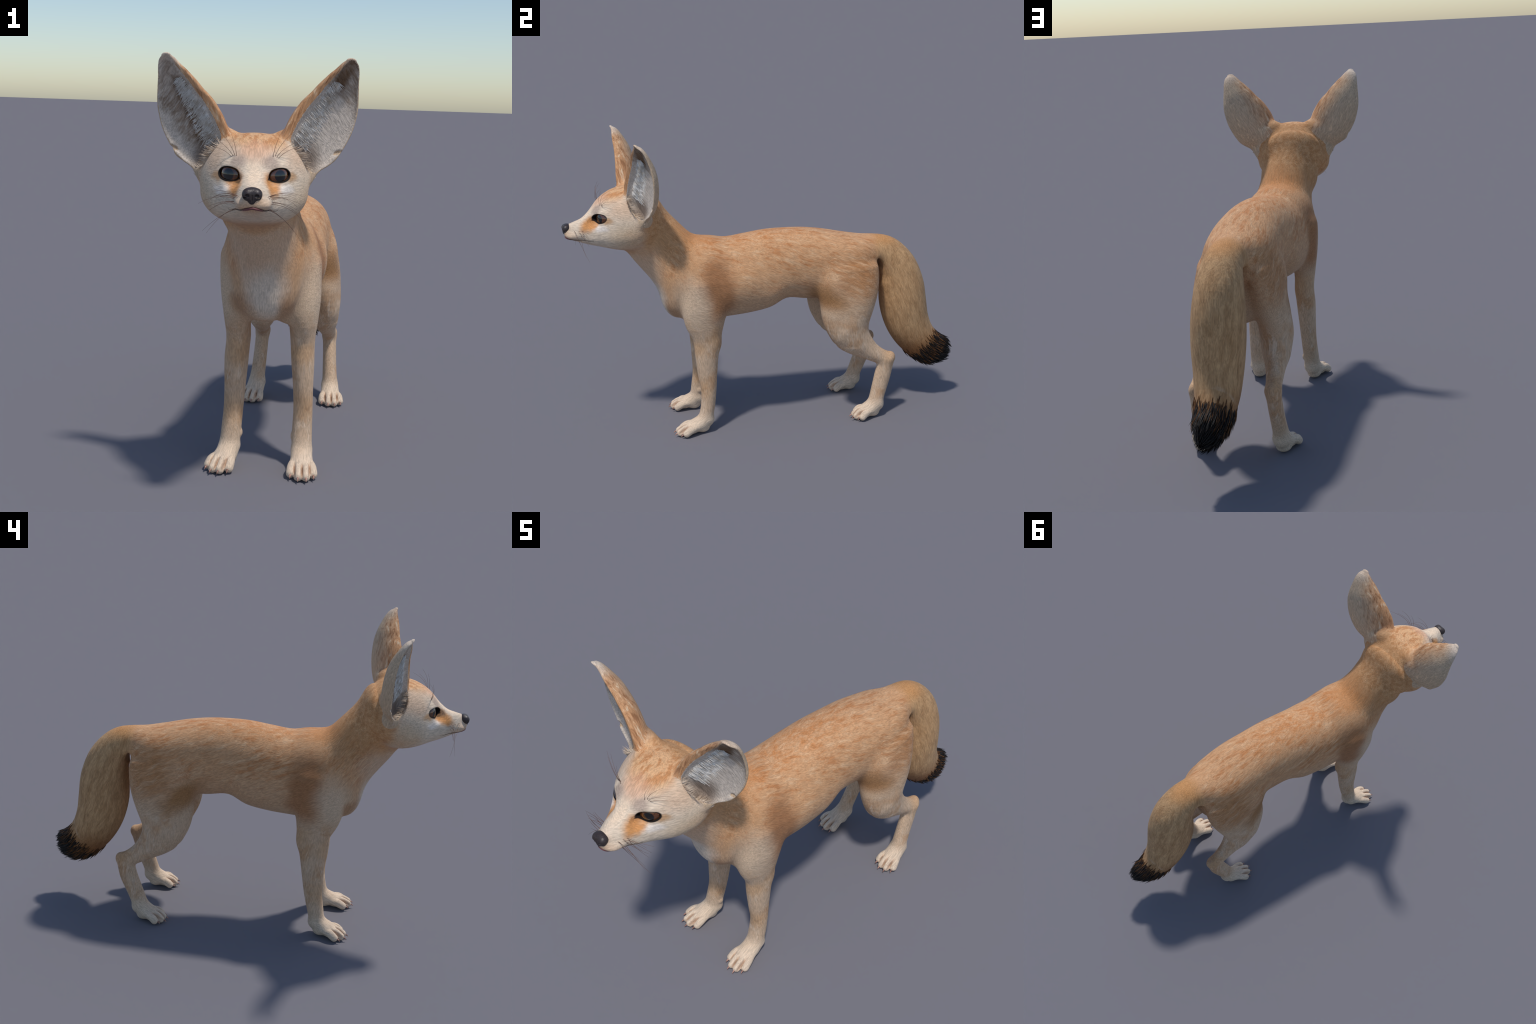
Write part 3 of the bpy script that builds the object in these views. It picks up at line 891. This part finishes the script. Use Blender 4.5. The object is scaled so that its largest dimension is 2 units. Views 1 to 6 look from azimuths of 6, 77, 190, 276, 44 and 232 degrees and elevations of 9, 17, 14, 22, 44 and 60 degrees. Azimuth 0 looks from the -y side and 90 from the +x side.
FINE = ((), ((-1.02, -0.77, 0.0023),), ((-0.05, 0.085, 0.0028), (1.01, 1.21, 0.0028)))
V, Q = polygonise(BODY, VOXEL, FINE, project=1)
N_ = vertex_normals(V, Q)
lab_f = BODY.label(V, PARTS)[Q[:, 0]]
side_f = V[Q[:, 0], 0] > np.where(V[Q[:, 0], 1] < -0.55, 0.01, axis_x(V[Q[:, 0], 1]))
front_f = V[Q[:, 0], 1] < 0
made = {}
for p, name in enumerate(PARTS):
    groups = [()]
    if name in ("ear", "foreleg", "hindleg"):
        groups = [(1,), (-1,)]
    if name == "paw":
        groups = [(1, True), (-1, True), (1, False), (-1, False)]
    for gkey in groups:
        sel = lab_f == p
        if gkey:
            sel &= side_f == (gkey[0] > 0)
        if len(gkey) > 1:
            sel &= front_f == gkey[1]
        ids, inv = np.unique(Q[sel], return_inverse=True)
        F = inv.reshape(-1, 4)
        mats, fm = [fur], None
        if name == "head":
            c = V[Q[sel]].mean(1)
            fm = np.where(EAR_HOLLOW[0](c) < 0.003, 1, np.where(EAR_HOLLOW[1](c) < 0.003, 2, 0))
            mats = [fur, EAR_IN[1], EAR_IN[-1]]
        if name == "ear":
            c = V[Q[sel]].mean(1)
            inside = EAR_HOLLOW[0 if gkey[0] > 0 else 1](c) < 0.004
            fm = np.where(inside, 1, 0)
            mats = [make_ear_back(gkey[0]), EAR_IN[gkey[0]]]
        made[(name,) + gkey] = mesh_object(name, V[ids], F, mats, fox, normals=N_[ids], face_mat=fm)
HEAD_OB, TAIL_OB = made[("head",)], made[("tail",)]

# eyes
u = np.linspace(0, math.pi, 25)
w = np.linspace(0, 2 * math.pi, 48, endpoint=False)
sv = np.array([(math.sin(a) * math.cos(b), math.sin(a) * math.sin(b), math.cos(a)) for a in u for b in w])
sf = np.array([(i * 48 + j, (i + 1) * 48 + j, (i + 1) * 48 + (j + 1) % 48, i * 48 + (j + 1) % 48) for i in range(24) for j in range(48)])
for side in (1, -1):
    c, g, a, up = EYES[side]
    e = mesh_object("eye", sv * 0.0505, sf, [eye_mat], HEAD_OB)
    look = unit(g - 0.06 * side * HEAD_L - np.array([0, 0, 0.03]))
    a = unit(np.cross(up, look))
    m = Matrix([list(a), list(np.cross(look, a)), list(look)]).transposed().to_4x4()
    m.translation = Vector(c)
    e.matrix_local = m

# nose with nostrils
NOSE = Field()
nz = lambda l, f, z: head(1.10 * l - 0.003, 0.30 + 1.1 * (f - 0.30) + 0.002, 1.0915 + 1.10 * (z - 1.097))
NOSE.add(Blob(nz(0, 0.300, 1.100), (0.030, 0.022, 0.020), H3), 0.01, "nose")
NOSE.add(Blob(nz(0.013, 0.307, 1.097), (0.0165, 0.0165, 0.0185), H3), 0.008, "nose")
NOSE.add(Blob(nz(-0.013, 0.307, 1.097), (0.0165, 0.0165, 0.0185), H3), 0.008, "nose")
NOSE.add(Blob(nz(0, 0.306, 1.084), (0.015, 0.0155, 0.018), H3), 0.01, "nose")
for s in (1, -1):
    NOSE.cut(Blob(nz(s * 0.0135, 0.3235, 1.0945), (0.0066, 0.0085, 0.0056), H3), 0.004)
    NOSE.cut(Blob(nz(s * 0.0235, 0.316, 1.089), (0.010, 0.008, 0.0022), H3), 0.003)
NOSE.cut(Blob(nz(0, 0.3235, 1.085), (0.0014, 0.007, 0.016), H3), 0.003)
nv, nq = polygonise(NOSE, 0.0013, project=1)
mesh_object("nose", nv, nq, [nose_mat], HEAD_OB, normals=vertex_normals(nv, nq))

# lips
S = hermite(MOUTH, 60) - HEAD_F * 0.0012
t = np.linspace(-1, 1, 60)
lv, lf = hair_mesh([(S, 0.0003 + 0.0018 * np.cos(t * 1.5)**2)], 8)
mesh_object("lip", lv, lf, [lip_mat], HEAD_OB)
mid = hermite(MOUTH[14:27], 30)
t = np.linspace(-1, 1, 30)
lv, lf = hair_mesh([(mid - HEAD_F * 0.001 + np.array([0, 0, -0.001]), 0.0040 * np.sqrt(np.clip(1 - t**2, 0, 1)) + 0.0002)], 8)
mesh_object("lip", lv, lf, [tongue_mat], HEAD_OB)

# claws
CL = hermite([(0, 0, 0), (0.010, 0, 0.0005), (0.018, 0, -0.004), (0.022, 0, -0.009)], 8)
cr = np.array([0.0050, 0.0049, 0.0046, 0.0040, 0.0032, 0.0023, 0.0013, 0.0003])
for part, root, d in CLAWS:
    s = np.array([-d[1], d[0], 0])
    P = root - d * 0.006 + CL[:, :1] * d + CL[:, 2:3] * np.array([0, 0, 1.0])
    P[:, 2] = np.maximum(P[:, 2], cr + 0.0005)
    cv, cf = hair_mesh([(P, cr)], 8)
    mesh_object("claw", cv, cf, [claw_mat], made[("paw", 1 if root[0] > axis_x(root[1]) else -1, bool(root[1] < 0))])

# whiskers
for side in (1, -1):
    rows = [(0.036 + 0.004 * j, 0.268 - 0.017 * j - 0.004 * i, 1.078 - 0.0085 * i) for i in range(4) for j in range(3 if i < 3 else 2)]
    roots, nr = onto([head(side * l, f, z) for l, f, z in rows], BODY)
    for k, (p, n) in enumerate(zip(roots, nr)):
        L = rng.uniform(0.07, 0.125)
        i = k // 3
        d0 = unit(0.85 * side * HEAD_L + rng.uniform(-0.15, 0.25) * HEAD_F + np.array([0, 0, 0.42 - 0.15 * i + rng.uniform(-0.06, 0.06)]) + 0.3 * n)
        bend = -0.45 * HEAD_F * rng.uniform(0.2, 1.2) + np.array([0, 0, -rng.uniform(0.40, 0.75)])
        tt = np.linspace(0, 1, 12)[:, None]
        P = p - n * 0.002 + d0 * L * tt + bend * L * 0.8 * tt**2
        wv, wf = hair_mesh([(P, np.interp(tt[:, 0], [0, 1], [0.0008, 0.00025]))], 5)
        mesh_object("whisker", wv, wf, [whisker_mat], HEAD_OB)
    rows = [(0.060, 0.148, 1.200), (0.066, 0.142, 1.202), (0.070, 0.140, 1.198), (0.075, 0.138, 1.195)]
    roots, nr = onto([head(side * l, f, z) for l, f, z in rows], BODY)
    for k, (p, n) in enumerate(zip(roots, nr)):
        L = rng.uniform(0.075, 0.11)
        d0 = unit(np.array([0, 0, 1.0]) + (0.10 + 0.22 * k) * side * HEAD_L + 0.25 * HEAD_F)
        bend = -(0.35 + 0.12 * k) * HEAD_F + (0.20 + 0.15 * k) * side * HEAD_L - np.array([0, 0, 0.12 * k])
        tt = np.linspace(0, 1, 12)[:, None]
        P = p - n * 0.002 + d0 * L * tt + bend * L * 0.9 * tt**2
        wv, wf = hair_mesh([(P, np.interp(tt[:, 0], [0, 1], [0.0008, 0.00025]))], 5)
        mesh_object("whisker", wv, wf, [whisker_mat], HEAD_OB)

# tail brush: strands that follow the tail and run out into a black point
tail_tube = Tube(TAIL)
for mat, count, s0, s1, r0 in ((black_mat, 800, 0.84, 1.0, 0.0026), (brown_mat, 260, 0.80, 0.93, 0.0022)):
    curves = []
    for k in range(count):
        s = s0 + (s1 - s0) * rng.random()**0.8
        a = rng.uniform(0, 2 * math.pi)
        i = min(int(s * (len(tail_tube.C) - 1)), len(tail_tube.C) - 2)
        w = s * (len(tail_tube.C) - 1) - i
        mixr = lambda Xr: Xr[i] * (1 - w) + Xr[i + 1] * w
        c, L_, U_, T_, R_ = mixr(tail_tube.C), mixr(tail_tube.L), mixr(tail_tube.U), mixr(tail_tube.T), mixr(tail_tube.R)
        ca, sa = math.cos(a), math.sin(a)
        out = L_ * ca * R_[0] + U_ * sa * (R_[1] if sa > 0 else R_[2])
        p = c + out * 0.99
        if s > 0.97:
            p = c + out * math.sqrt(rng.random()) + T_ * 0.012
        ln = rng.uniform(0.035, 0.070)
        d = unit(T_ + unit(out) * (0.05 - 0.55 * max(0, s - 0.93) / 0.07) + rng.normal(0, 0.06, 3))
        if d[1] > 0.05:
            ln = min(ln, max(0.015, (1.003 - rng.random() * 0.02 - p[1]) / d[1] + 0.008))
        tt = np.linspace(0, 1, 5)[:, None]
        P = p - d * 0.008 + d * ln * tt + unit(out) * 0.004 * tt - unit(out) * 0.006 * tt**2
        curves.append((P, r0 * np.array([0.7, 1.0, 0.85, 0.5, 0.06])))
    hv, hf = hair_mesh(curves, 4)
    o = mesh_object("tail_tuft", hv, hf, [mat], TAIL_OB)
    o["kind"] = "stuff"

# long pale hairs inside the ears, rooted along the medial wall and combed across the cup
for side in (1, -1):
    across, nrm, up, mid = ear_axes(side)
    roots, curves = [], []
    for k in range(800):
        q = rng.random()
        i = 2 + q * 6.0
        j, w = int(i), i - int(i)
        m = np.array(EAR_MED[j]) * (1 - w) + np.array(EAR_MED[j + 1]) * w
        l = np.array(EAR_LAT[j]) * (1 - w) + np.array(EAR_LAT[j + 1]) * w
        a = 0.16 + 0.34 * rng.random() * (1 - 0.4 * q)
        p = m * (1 - a) + l * a
        roots.append(head(side * p[0], p[1] - 0.012, p[2]))
    roots, nr = onto(roots, BODY, 8)
    for p, n in zip(roots, nr):
        if n @ nrm < 0.1:
            continue
        ln = rng.uniform(0.022, 0.045)
        d = unit(across * rng.uniform(0.7, 1.0) - up * rng.uniform(0.15, 0.6) + n * 0.25)
        tt = np.linspace(0, 1, 5)[:, None]
        P = p - n * 0.002 + d * ln * tt - n * ln * 0.22 * tt**2
        curves.append((P, 0.0009 * np.array([1.0, 1.0, 0.8, 0.5, 0.1])))
    hv, hf = hair_mesh(curves, 4)
    o = mesh_object("ear_hair", hv, hf, [pale_mat], made[("ear", side)])
    o["kind"] = "stuff"
    curves = []
    # tuft of head fur that leans over the front foot of the ear
    rows = []
    for k in range(340):
        q = rng.random()
        rows.append(head(side * (0.098 + 0.095 * q), 0.032 - 0.058 * q + rng.uniform(0, 0.022), 1.245 - 0.115 * q - rng.uniform(0, 0.02)))
    rows, nr = onto(rows, BODY, 8)
    for p, n in zip(rows, nr):
        ln = rng.uniform(0.022, 0.045)
        d = unit(np.array([0, 0, 0.35]) + side * HEAD_L * rng.uniform(0.4, 0.9) - HEAD_F * rng.uniform(0.5, 1.0))
        d = unit(d - n * (d @ n) + n * 0.10)
        tt = np.linspace(0, 1, 5)[:, None]
        curves.append((p - n * 0.002 + d * ln * tt - n * ln * 0.15 * tt**2, 0.0009 * np.array([1.0, 1.0, 0.8, 0.5, 0.1])))
    hv, hf = hair_mesh(curves, 4)
    o = mesh_object("ear_hair", hv, hf, [cream_mat], made[("ear", side)])
    o["kind"] = "stuff"
